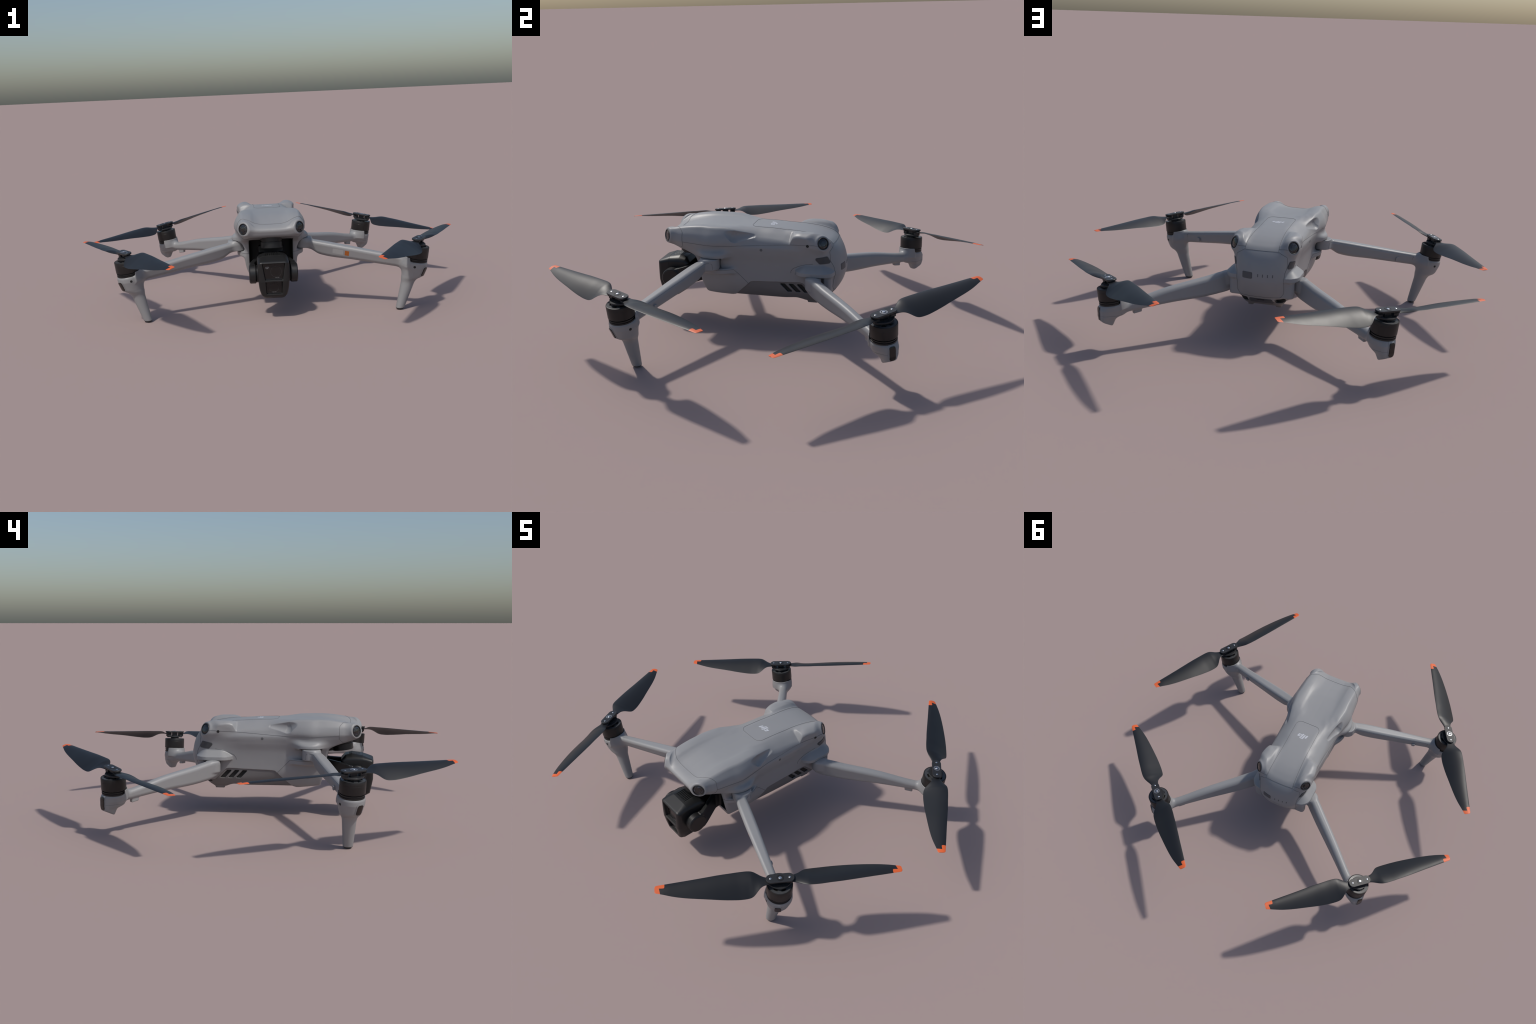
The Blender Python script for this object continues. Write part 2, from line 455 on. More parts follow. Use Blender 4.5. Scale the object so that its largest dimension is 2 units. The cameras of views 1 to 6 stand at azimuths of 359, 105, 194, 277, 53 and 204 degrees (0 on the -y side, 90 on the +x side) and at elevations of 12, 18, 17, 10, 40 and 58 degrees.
def fuselage(p):
    x = np.abs(p[:, 0]); y = p[:, 1]; z = p[:, 2]
    q = np.stack([x, y, z], 1)
    f = smax(x - half_width(y, z), z - top_skin(y, x), .008)
    # rear wall bows outwards and rounds off towards the sides
    f = smax(f, y - (rear_profile(z) - .034 * (x / .115) ** 2.6), .03)
    # nose
    nose = -.524 + .4 * np.maximum(.445 - z, 0) + .25 * np.maximum(z - .455, 0)
    f = smax(f, nose - y, .018)
    # sensor faces cut the four pods at an angle
    for c, n, r0 in ((LENS_F, LENS_FN, .0345), (LENS_R, LENS_RN, .0350)):   # sensor collars
        t = (q - c) @ n; r = np.linalg.norm(q - c - t[:, None] * n, axis=1)
        col = smax((r - r0 + .12 * (t - .005)), np.maximum(t - .005, -t - .016), .004)
        f = smin(f, col, .022)
    f = smax(f, (q - LENS_F) @ LENS_FN - .005, .008)
    f = smax(f, (q - LENS_R) @ LENS_RN - .005, .008)
    for c, n in ((LENS_F, LENS_FN), (LENS_R, LENS_RN)):                      # lens seats
        t = (q - c) @ n; r = np.linalg.norm(q - c - t[:, None] * n, axis=1)
        f = smax(f, -slab(r - .0272, t, -.007, .05), .002)
    # hinge cap and lower lip of the front arm hinge
    ex = (x - .125) / .072; ey = (y + .272) / .082
    cap = (np.sqrt(ex * ex + ey * ey) - 1) * .07
    f = smin(f, slab(cap, z + .25 * np.maximum(x - .15, 0), .358, .392, .012), .028)
    ex = (x - .105) / .066; ey = (y + .258) / .095
    lip = (np.sqrt(ex * ex + ey * ey) - 1) * .07
    f = smin(f, slab(lip, z, .276, .303, .006), .02)
    # hinge cover (fin) and corner block of the rear arm hinge
    fin = box2(x - .078, y - .205, .096, .092, .06)
    f = smin(f, slab(fin + np.maximum(z - .309, 0) * 1.25, z, .290, .354, .004), .008)
    blk = box2(x - .085, y - .262, .068, .024, .018)
    f = smin(f, slab(blk, z, .208, .30, .008), .015)
    # open hinge pockets under cap and fin
    f = smax(f, -slab(np.hypot(x - .182, y + .282) - .056, z, .3035, .3585, .002), .004)
    f = smax(f, -slab(np.hypot(x - .172, y - .205) - .052, z, .185, .2895, .002), .004)
    # thumb scoop where the front pod meets the waist
    sc = np.minimum(cone_seg(q, (.176, -.208, .487), (.169, -.160, .466), .020, .034),
                    cone_seg(q, (.169, -.160, .466), (.140, -.078, .472), .034, .0165))
    f = smax(f, -sc, .003)
    # underside of the nose and gimbal bay
    under = smax(y - front_lower(z), z - nose_under(y), .012)
    f = smax(f, -under, .012)
    bay = slab(box2(x, y + .378, .110, .090, .02), z, .200, .372, .012)
    f = smax(f, -bay, .006)
    # belly
    f = smax(f, bottom_z(y) - z, .012)
    ft = slab(box2(x - .068, y - .186, .016, .026, .008), z, .133, .17, .004)
    f = smin(f, ft, .01)
    # the belly plate is set in behind the shell by a small step
    f = f + .0035 * np.clip(.5 - poly2(y, z, BELLY_OUTLINE) / .002, 0, 1)
    # slotted side vents and rear exhaust ports
    f = smax(f, -smax(vent_dist(y, z), .110 - x, .001), .003)
    port = slab(box2(x - .086, z - .187, .022, .014, .007), y, .235, .40)
    f = smax(f, -port, .003)
    return f

V, Q = mesh_sdf(fuselage, (-.25, -.56, .115), (.25, .36, .54), H_BODY)
T = tri(Q)

def seam_z(y):      # upper shell / lower body parting line
    return np.interp(y, [-.5, -.42, -.3, -.2, -.1, 0, .1, .2, .3], [.426, .426, .418, .416, .42, .427, .434, .440, .440])
def g_frontcap(P):
    x = np.abs(P[:, 0]); y = P[:, 1]; z = P[:, 2]
    ys = -.468 + .05 * np.clip((x - .085) / .075, 0, 1) ** 1.6
    return np.maximum(y - ys, .36 - z)
def g_battery(P):
    x = np.abs(P[:, 0])
    d = poly2(x, P[:, 2], [(-.3, .425), (.080, .425), (.115, .402), (.116, .36), (.108, .33), (.105, .235), (.092, .217), (-.3, .217)], .004)
    return np.maximum(d, .235 - P[:, 1])
def g_toppanel(P):
    x = np.abs(P[:, 0])
    d = box2(P[:, 0], P[:, 1] - .30, .070, .406, .03) - .010 * np.clip((P[:, 1] - .1) / .2, 0, 1)
    return np.maximum(d, .418 - P[:, 2])
def g_upper(P):
    return seam_z(P[:, 1]) - P[:, 2]
def g_belly(P):
    y, z = P[:, 1], P[:, 2]
    return poly2(y, z, BELLY_OUTLINE)
def g_skid(P):
    y, z = P[:, 1], P[:, 2]
    return np.maximum(z - .297, (y + .177) - np.clip(.297 - z, 0, .066) * .95)
def g_vent(P):
    return smax(vent_dist(P[:, 1], P[:, 2]), np.maximum(np.abs(P[:, 0]) - .1185, .09 - np.abs(P[:, 0])), .0005)
def g_port(P):
    return np.maximum(box2(np.abs(P[:, 0]) - .086, P[:, 2] - .187, .0215, .0135, .007), np.abs(P[:, 1] - .25) - .03)
def g_bay(P):
    return np.maximum(slab(box2(np.abs(P[:, 0]), P[:, 1] + .37, .1115, .1, .02), P[:, 2], .1995, .374), -.45 - P[:, 1])

regions = [('gimbal_bay', g_bay, M_BLACK, False), ('vent_slot', g_vent, M_BLACK, False), ('exhaust_port', g_port, M_BLACK, False),  # vent and port recesses coloured black to deepen their inner shadow
           ('front_cap', g_frontcap, M_SHELL, True), ('battery_pack', g_battery, M_SHELL, True),
           ('top_panel', g_toppanel, M_SHELL, True), ('belly_panel', g_belly, M_BELLY, False),
           ('upper_shell', g_upper, M_SHELL, True), ('front_skid', g_skid, M_SHELL, True)]
rest = T; parts = []; seams = []
for nm, g, mat, line in regions:
    V, inside, rest, bord = clip(V, rest, g(V))
    parts.append((nm, inside, mat))
    if line: seams.append([np.array(c) for c in chains(bord)])
parts.append(('lower_body', rest, M_SHELL))
NORM = unit(grad(fuselage, V))
PART = {}
for nm, t, mat in parts:
    if len(t) == 0: continue
    v, t2, n2 = compact(V, t, NORM)
    PART[nm] = make_obj(nm, v, t2, mat, normals=n2)
SHELL = PART['upper_shell']
def lifted(P, f):
    return P + .0004 * unit(grad(f, P))
paths = [lifted(V[c], fuselage) for grp in seams for c in grp if len(c) > 6]
tube(paths, .00065, 'panel_seam', M_SEAM, SHELL)

# extra parting lines on the sides
def side_line(pts, f=fuselage, x0=.3):
    P = []
    for (a, b) in zip(pts[:-1], pts[1:]):
        for t in np.linspace(0, 1, 14, endpoint=False):
            P.append((x0, a[0] * (1-t) + b[0] * t, a[1] * (1-t) + b[1] * t))
    P.append((x0, *pts[-1]))
    return march(f, P, (-1, 0, 0))
fin_line = side_line([(.094, .292), (.095, .303), (.105, .316), (.13, .328), (.165, .340), (.20, .346)])
tube([fin_line, fin_line * [-1, 1, 1]], .0009, 'panel_seam', M_SEAM, PART['lower_body'])

# ---- small fittings on the shell
def lens_unit(c, n, parent, side):
    c = np.array(c) * [side, 1, 1]; n = np.array(n) * [side, 1, 1]
    M = frame(c, n, (0, 0, 1))
    V, F = lathe([(.0280, -.012), (.0280, .0060), (.0272, .0075), (.0258, .0075), (.0240, .0055), (.0240, .000)], 56)
    sharp(make_obj('sensor_ring', apply(M, V), F, M_LRING, parent))
    V, F = lathe([(.0242, -.008)] + [(.0242 * math.cos(a), .0035 + .0040 * math.sin(a)) for a in np.linspace(0, 1.5, 9)], 48)
    make_obj('sensor_lens', apply(M, V), F, M_LENS, parent)
    V, F = lathe([(.0150, .002), (.0148, .0068), (.0136, .0074), (.0128, .0068)], 40, cap=False)
    make_obj('sensor_inner_ring', apply(M, V), F, M_GLASSY, parent)
for sd in (1, -1):
    lens_unit(LENS_F - LENS_FN * .0015, LENS_FN, PART['front_cap'], sd)
    lens_unit(LENS_R - LENS_RN * .0015, LENS_RN, SHELL, sd)

circ = lambda r: (lambda u, v: np.hypot(u, v) - r)
X1, Y1, Z1 = np.eye(3)
patch(fuselage, 'side_sensor_dot', M_BLACK, SHELL, (.2, .18, .436), Y1, Z1, circ(.0068), (.012, .012), .0012, mir=True)
patch(fuselage, 'screw_hole', M_SEAM, PART['lower_body'], (.2, -.039, .403), Y1, Z1, circ(.0066), (.012, .012), .0012, lift=.0005, mir=True)
win = [(-.0275, .0045), (.013, .0115), (.022, -.0075), (-.014, -.0105)]
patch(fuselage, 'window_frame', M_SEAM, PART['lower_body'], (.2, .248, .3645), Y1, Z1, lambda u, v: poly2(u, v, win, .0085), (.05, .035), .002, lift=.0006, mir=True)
patch(fuselage, 'side_sensor_window', M_PANEL, PART['lower_body'], (.2, .248, .3645), Y1, Z1, lambda u, v: poly2(u, v, win, .006), (.05, .035), .002, lift=.0022, mir=True)
BATT = PART['battery_pack']
patch(fuselage, 'button_gap', M_SEAM, BATT, (.054, .4, .321), -X1, Z1, lambda u, v: box2(u, v, .0245, .0155, .006), (.03, .02), .0015, lift=.0005)
patch(fuselage, 'power_button', M_BUTTON, BATT, (.054, .4, .321), -X1, Z1, lambda u, v: box2(u, v, .0228, .0138, .005), (.03, .02), .0015, lift=.0013)
for xx in (.003, -.0195, -.042, -.0645):
    patch(fuselage, 'charge_light', M_SEAM, BATT, (xx, .4, .324), -X1, Z1, lambda u, v: box2(u, v, .0022, .0072, .002), (.005, .01), .0008, lift=.0006)
patch(fuselage, 'rear_plate', M_PANEL, PART['belly_panel'], (0, .4, .184), -X1, Z1, lambda u, v: box2(u, v, .055, .016, .008), (.06, .02), .002, lift=.002)
patch(fuselage, 'rear_plate_slot', M_BLACK, PART['belly_panel'], (0, .4, .196), -X1, Z1, lambda u, v: box2(u, v, .018, .0022, .001), (.03, .01), .001, lift=.0026)

# ---- lettering
def logo(u, v, w):
    """Three slanted letters in a box of width w centred on 0 (u right, v up)."""
    s = w / 1.72
    U = u / s; Vv = v / s; U = U - .30 * Vv
    bar = lambda x0, y0, x1, y1: box2(U - (x0 + x1) / 2, Vv - (y0 + y1) / 2, abs(x1 - x0) / 2, abs(y1 - y0) / 2, .03)
    d = bar(-.82, -.26, -.60, .26)                       # bowl of the first letter
    for b in ((-.82, .10, -.30, .26), (-.82, -.26, -.24, -.10), (-.26, -.26, -.02, .42),
              (.10, -.40, .34, .30), (-.24, -.54, .34, -.36),
              (.46, -.26, .72, .34)):
        d = np.minimum(d, bar(*b))
    return d * s
patch(fuselage, 'logo', M_LOGO, PART['top_panel'], (0, -.016, .6), -X1, -Y1, lambda u, v: logo(u, v, .060), (.045, .03), .0011, lift=.0005)

# ================================================================== ARMS
def arm_tools(P0, P1):
    P0 = np.array(P0, float); d = np.array(P1, float) - P0; d = d / np.linalg.norm(d)
    n = np.array([-d[1], d[0]])
    return P0, d, n

FP0, FD, FNV = arm_tools((.1985, -.309), (.7115, -.487))
f_top = curve1([-.06, 0, .22, .4, .52], [.3545, .3485, .3135, .2815, .262])
f_bot = curve1([-.06, -.01, .01, .055, .24, .44, .52], [.305, .302, .295, .2695, .242, .213, .202])
F_BASE = np.array([.713, -.487, .248]); F_AX = unit([.12, -.05, 1])
def pod_common(p, base, ax, armdir, r_top, r_bot, depth):
    t = (p - base) @ ax; rv = p - base - t[:, None] * ax; r = np.linalg.norm(rv, axis=1)
    rad = np.interp(-t, [0, .012, .03, depth], [r_top, r_top, r_top - .001, r_bot])
    cup = smax((r - rad) * .94, np.maximum(t, -t - depth), .016)
    tow = rv @ np.array([-armdir[0], -armdir[1], 0.])
    wall = slab(r - .0612, t, -.03, .0175, .002)
    wall = smax(wall, .40 * np.maximum(r, 1e-4) - tow, .004)
    return cup, wall, t, r

def front_arm(p):
    xy = p[:, :2] - FP0; s = xy @ FD; n = xy @ FNV; z = p[:, 2]
    top = f_top(s); bot = f_bot(s); zc = .5 * (top + bot); hh = .5 * (top - bot)
    hw = .0245 - .006 * np.clip((s - .2) / .3, 0, 1)
    dz = np.clip(z - zc, -.04, .04)
    bar = slab(box2(n + .10 * dz, z - zc, hw + .20 * dz, hh, .0205), s, -.035, .53)
    hinge = slab(np.hypot(p[:, 0] - .172, p[:, 1] + .283) - .045, z, .305, .3565, .005)
    f = smin(bar, hinge, .014)
    cup, wall, t, r = pod_common(p, F_BASE, F_AX, FD, .0565, .040, .078)
    f = smin(f, smin(cup, wall, .014), .022)
    a = np.array([.685, -.479, .185]); b = np.array([.629, -.473, -.01]); e = b - a
    tt = np.clip(((p - a) @ e) / (e @ e), -.2, 1.2)
    c = p - a - tt[:, None] * e
    u = c[:, :2] @ FD; w = c[:, :2] @ FNV
    ru = .0365 - .0180 * tt; rw = .0355 - .0140 * tt
    leg = (np.sqrt((u / ru) ** 2 + (w / rw) ** 2 + (c[:, 2] / .03) ** 2) - 1) * np.minimum(ru, rw)
    leg = smax(leg, z - .22, .01)
    f = smin(f, leg, .045)
    f = smax(f, .0 - z, .010)
    # motor sits on top of the cup
    seat = slab(r - .0572, t, .0, .30)
    return smax(f, -seat, .002)

RP0, RD, RNV = arm_tools((.1765, .2105), (.5985, .5915))
r_top = curve1([-.06, 0, .12, .3, .45, .58], [.280, .2915, .275, .250, .2185, .20])
r_bot = curve1([-.06, 0, .06, .117, .3, .45, .58], [.230, .202, .192, .186, .1785, .167, .156])
R_BASE = np.array([.602, .581, .212]); R_AX = unit([.12, -.01, 1])
def rear_arm(p):
    xy = p[:, :2] - RP0; s = xy @ RD; n = xy @ RNV; z = p[:, 2]
    top = r_top(s); bot = r_bot(s); zc = .5 * (top + bot); hh = .5 * (top - bot)
    hw = .0255 - .003 * np.clip((s - .1) / .3, 0, 1)
    bar = slab(box2(n + .10 * np.clip(z - zc, -.04, .04), z - zc, hw, hh, .021), s, -.040, .545, .020)
    hinge = slab(np.hypot(p[:, 0] - .166, p[:, 1] - .207) - .036, z, .232, .2885, .008)
    f = smin(bar, hinge, .012)
    cup, wall, t, r = pod_common(p, R_BASE, R_AX, RD, .0565, .044, .062)
    f = smin(f, smin(cup, wall, .014), .024)
    foot = slab(box2(s - .588 + .12 * (z - .14), n + .003, .037 - .22 * np.maximum(.155 - z, 0), .033 - .24 * np.maximum(.155 - z, 0), .020), z, .109 + .5 * np.maximum(s - .572, 0), .19, .007)
    f = smin(f, foot, .02)
    nub = slab(box2(s - .452, n, .020, .011, .006), z + .15 * (s - .45), .152, .19, .005)
    f = smin(f, nub, .006)
    seat = slab(r - .0572, t, .0, .30)
    return smax(f, -seat, .002)

def build_arm(f, lo, hi, side, cache={}):
    key = f.__name__
    if key not in cache:
        V, Q = mesh_sdf(f, lo, hi, H_ARM); T = tri(Q); extra = None
        if f is front_arm:
            V, shoe, T, _ = clip(V, T, V[:, 2] - .0075)
            N = unit(grad(f, V)); extra = compact(V, shoe, N)
        N = unit(grad(f, V)); cache[key] = (compact(V, T, N), extra)
    (v, t, n), extra = cache[key]
    def put(name, d, mat, parent=None):
        v, t, n = d
        if side < 0: v, t, n = mirror(v, t, n)
        return make_obj(name, v, t, mat, parent, normals=n)
    a = put('arm', (v, t, n), M_SHELL)
    if extra is not None: put('foot_pad', extra, M_RUBBER, a)
    return a

ARMS = {}
for sd in (1, -1):
    ARMS[('F', sd)] = build_arm(front_arm, (.10, -.58, -.012), (.80, -.20, .40), sd)
    ARMS[('R', sd)] = build_arm(rear_arm, (.10, .13, .085), (.70, .67, .32), sd)

def both(f, name, mat, key, origin, u, v, d2, size, step, lift, depth=.003):
    patch(f, name, mat, ARMS[(key, 1)], origin, u, v, d2, size, step, lift, depth, mir=True, only=ARMS[(key, -1)])

# status-light windows: tall rounded windows on the outer face of each motor pod
def tall(h, w):
    return lambda u, v: box2(u, v, w, h, w * .62)
for f, key, top, bot, out in ((front_arm, 'F', (.749, -.522, .218), (.733, -.511, .175), (.72, -.66, 0)),
                              (rear_arm, 'R', (.648, .621, .196), (.636, .615, .141), (.72, .66, 0))):
    top, bot = np.array(top), np.array(bot); c = .5 * (top + bot); v = unit(top - bot); w = np.array(out, float)
    w = unit(w - v * (w @ v)); u = np.cross(v, w); L = .5 * np.linalg.norm(top - bot)
    both(f, 'light_frame', M_SHELL, key, c + w * .01, u, v, tall(L + .006, .0185), (.03, .05), .002, .0014)
    both(f, 'status_light', M_LED, key, c + w * .01, u, v, tall(L, .0132), (.03, .05), .002, .0042)
for c in ((.694, -.542, .224), (.739, -.445, .218)):
    c = np.array(c); w = unit(np.array([c[0] - .709, c[1] + .486, 0])); u = np.cross(Z1, w)
    both(front_arm, 'screw_hole', M_BLACK, 'F', c, u, Z1, circ(.0062), (.01, .01), .0012, .0004)
# latch nub on the back face of the front arm
def arm_pt(s, n, z, P0=FP0, D=FD, NV=FNV):
    q = P0 + s * D + n * NV; return np.array([q[0], q[1], z])
FN3 = np.array([FNV[0], FNV[1], 0]); FD3 = np.array([FD[0], FD[1], 0])
both(front_arm, 'latch_nub', M_SHELL, 'F', arm_pt(.366, .03, .2485), -FD3, Z1, lambda u, v: box2(u, v, .0095, .0095, .004), (.015, .015), .0015, .0085)
# parting lines
line = []
for s, z in ((.445, .245), (.452, .262), (.44, .267), (.22, .305), (.0, .344), (-.004, .338), (-.006, .31)):
    line.append(arm_pt(s, .06, z))
pts = np.concatenate([np.linspace(a, b, 40, endpoint=False) for a, b in zip(line[:-1], line[1:])])
L1 = march(front_arm, pts, -FN3)
ring = [R_BASE - R_AX * .050 + .07 * np.array([math.cos(a), math.sin(a), 0]) for a in np.linspace(math.radians(-80), math.radians(170), 90)]
ring = np.array(ring); L2 = march(rear_arm, ring, unit((R_BASE - R_AX * .05) - ring))
for sd in (1, -1):
    tube([L1 * [sd, 1, 1]], .0007, 'panel_seam', M_SEAM, ARMS[('F', sd)])
    tube([L2 * [sd, 1, 1]], .0005, 'panel_seam', M_SEAM, ARMS[('R', sd)])
# printed labels, on one front arm only
for nm, mat, s0, s1 in (('white_label', M_WHITE, .129, .184), ('orange_label', M_ORANGE, .1915, .213)):
    s = .5 * (s0 + s1); up = unit(np.array([FD3[0] * -.17 * 0, 0, 1]))
    u = unit(FD3 + np.array([0, 0, -.165]))
    patch(front_arm, nm, mat, ARMS[('F', 1)], arm_pt(s, -.05, .2925 - .165 * (s - .13)), u, unit(np.cross(-FN3, u)),
          lambda a, b, h=.5 * (s1 - s0): box2(a, b, h, .0125, .0006), (.04, .02), .0015, .0004)

# ================================================================== MOTORS AND PROPELLERS
# blade table: radius, leading edge (offset, height), trailing edge (offset, height); height 0 = hub top
BLADE = [(.034, .0150, -.015, -.0150, -.0150), (.055, .0160, -.0145, -.0185, -.0145), (.080, .0265, -.0120, -.0255, -.0150),
         (.100, .0390, -.0060, -.0430, -.0240), (.115, .0450, -.0010, -.0560, -.0355), (.140, .0475, .0000, -.0612, -.0415),
         (.170, .0470, -.0005, -.0622, -.0420), (.200, .0450, -.0005, -.0615, -.0398), (.250, .0425, -.0015, -.0585, -.0350),
         (.300, .0385, -.0030, -.0533, -.0295), (.350, .0342, -.0042, -.0475, -.0255), (.400, .0302, -.0052, -.0405, -.0220),
         (.450, .0264, -.0062, -.0305, -.0175), (.490, .0230, -.0068, -.0190, -.0130), (.510, .0215, -.0072, -.0130, -.0118),
         (.519, .0195, -.0074, -.0105, -.0114), (.5225, .0120, -.0076, -.0075, -.0112)]
def blade_mesh(hand):
    B = np.array(BLADE); r = np.concatenate([np.linspace(.034, .49, 90), np.linspace(.492, .5225, 22)])
    S = [curve1(list(B[:, 0]), list(B[:, i]))(r) for i in range(1, 5)]
    S[0] = S[0] + .0010; S[2] = S[2] - .0014
    ker = np.exp(-np.linspace(-2, 2, 9) ** 2); ker /= ker.sum()
    for k in range(4):                                   # fair the four edge curves
        e = np.convolve(np.pad(S[k][:90], 4, mode='edge'), ker, 'valid'); S[k] = np.r_[e[:84], S[k][84:]]
    m = 26; c = 0.5 * (1 - np.cos(np.linspace(0, math.pi, m)))            # 0 trailing, 1 leading
    V, RC = [], []
    for i in range(len(r)):
        qL, hL, qT, hT = S[0][i], S[1][i], S[2][i], S[3][i]
        ch = math.hypot(qL - qT, hL - hT); nq, nh = -(hL - hT) / ch, (qL - qT) / ch
        w = min(1, max(0, (r[i] - .06) / .06)); thick = .0075 * (1 - w) + w * (.0055 - .007 * (r[i] - .12))
        camber = w * .075 * ch * min(1, (.53 - r[i]) / .1 + .35)
        for k, sgn in [(j, 1) for j in range(m)] + [(j, -1) for j in range(m - 2, 0, -1)]:
            cc = c[k]
            cam = camber * (2.2 * cc * (1 - cc) * (1 + 1.1 * cc))
            th = sgn * .5 * thick * (1.0 * np.power(max(4 * cc * (1 - cc), 0), .5 if w < .5 else .55) * (.55 + .45 * cc) + .06)
            V.append((r[i], hand * (qT + cc * (qL - qT) + nq * (cam + th)), hT + cc * (hL - hT) + nh * (cam + th)))
            RC.append((r[i], cc))
    ns = 2 * m - 2; F = []
    for i in range(len(r) - 1):
        for k in range(ns):
            k2 = (k + 1) % ns; q = (i*ns + k, (i+1)*ns + k, (i+1)*ns + k2, i*ns + k2)
            F.append(q if hand > 0 else q[::-1])
    T = tri(np.array(F))
    n = len(V)
    for base, flip in ((0, False), ((len(r) - 1) * ns, True)):            # end caps
        cap = []
        for k in range(1, m - 1):
            a, b = base + k, base + ns - k
            a1, b1 = base + k + 1, base + (ns - k - 1) % ns
            cap += [(a, a1, b), (a1, b1, b)] if k < m - 2 else [(a, a1, b)]
            if k == 1: cap.append((base, a, b))
        cap = np.array(cap)
        cap = np.array([t for t in cap if len(set(t)) == 3])
        if flip != (hand < 0): cap = cap[:, ::-1]
        T = np.concatenate([T, cap])
    V = np.array(V); RC = np.array(RC)
    g = np.minimum(np.maximum(.5035 + .006 * (RC[:, 1] - .5) - RC[:, 0], -1),
                   smax(.481 - RC[:, 0], (.60 - RC[:, 1]) * .04, .006))
    V2, orange, dark, _ = clip(V, T, g)
    return compact(V2, dark), compact(V2, orange)

MESHES = {}
def shared(key, build, mat, deg=30):
    if key not in MESHES:
        V, F = build()
        me = bpy.data.meshes.new(key[0] if isinstance(key, tuple) else key)
        me.from_pydata(np.asarray(V).tolist(), [], F.tolist() if isinstance(F, np.ndarray) else F)
        me.materials.append(mat)
        me.polygons.foreach_set('use_smooth', np.ones(len(me.polygons), bool)); me.update()
        me.set_sharp_from_angle(angle=math.radians(deg)); MESHES[key] = me
    return MESHES[key]
def place(key, build, mat, parent, matrix, deg=30):
    me = shared(key, build, mat, deg)
    o = bpy.data.objects.new(me.name, me); bpy.context.scene.collection.objects.link(o)
    o.parent = parent; o.matrix_local = matrix
    return o

def bell():
    return lathe([(.0535, .0165), (.0562, .0175), (.0565, .019), (.0565, .056), (.0562, .0565), (.0565, .057), (.0565, .0705), (.0552, .0730), (.0520, .0735), (.0505, .0715), (.0500, .066), (.001, .064)], 72)
def base_ring():
    return lathe([(.0545, -.003), (.0553, .0005), (.0553, .0035), (.0520, .0045), (.0520, .0080), (.0550, .0088), (.0550, .0125), (.0505, .0135), (.0505, .018)], 64)
def spider():
    # bell top: rim ring with spokes leaving dark wedge openings
    V, F = [], []; n = 96
    prof = [(.0515, .0705), (.0515, .0728), (.040, .0722), (.040, .0695)]
    for r, z in prof:
        for j in range(n):
            a = 2 * math.pi * j / n; V.append((r * math.cos(a), r * math.sin(a), z))
    for i in range(3):
        for j in range(n):
            j2 = (j + 1) % n; F.append((i*n + j, i*n + j2, (i+1)*n + j2, (i+1)*n + j))
    for k in range(6):
        a = k * math.pi / 3; ca, sa = math.cos(a), math.sin(a); b = len(V)
        for u, v, z in ((.012, -.0065, .069), (.041, -.0085, .069), (.041, .0085, .069), (.012, .0065, .069),
                        (.012, -.0065, .0722), (.041, -.0085, .0722), (.041, .0085, .0722), (.012, .0065, .0722)):
            V.append((u * ca - v * sa, u * sa + v * ca, z))
        F += [(b+4, b+5, b+6, b+7), (b, b+1, b+5, b+4), (b+1, b+2, b+6, b+5), (b+2, b+3, b+7, b+6), (b+3, b, b+4, b+7)]
    return np.array(V), F
def neck():
    return lathe([(.024, .066), (.024, .0785), (.020, .080), (.020, .090)], 40)
def lower_plate():
    a = np.linspace(0, 2 * math.pi, 48, endpoint=False)
    rad = 1 / np.power(np.abs(np.cos(a) / .052) ** 1.5 + np.abs(np.sin(a) / .037) ** 1.5, 1 / 1.5)
    return extrude_poly(np.c_[rad * np.cos(a), rad * np.sin(a)], .0800, .0875, .0012)
def upper_plate():
    return extrude_poly(stadium(.0605, .0225), .1080, .1160, .0014)
def posts():
    Vs, Fs = [], []
    for hx, hw, hl in ((.041, .0105, .012), (0, .006, .016), (-.041, .0105, .012)):
        V, F = extrude_poly(np.array([(-hl, -hw), (hl, -hw), (hl, hw), (-hl, hw)]) + [hx, 0],   .086, .109)
        b = len(np.concatenate(Vs)) if Vs else 0
        Vs.append(V); Fs += [tuple(i + b for i in f) for f in F]
    return np.concatenate(Vs), Fs

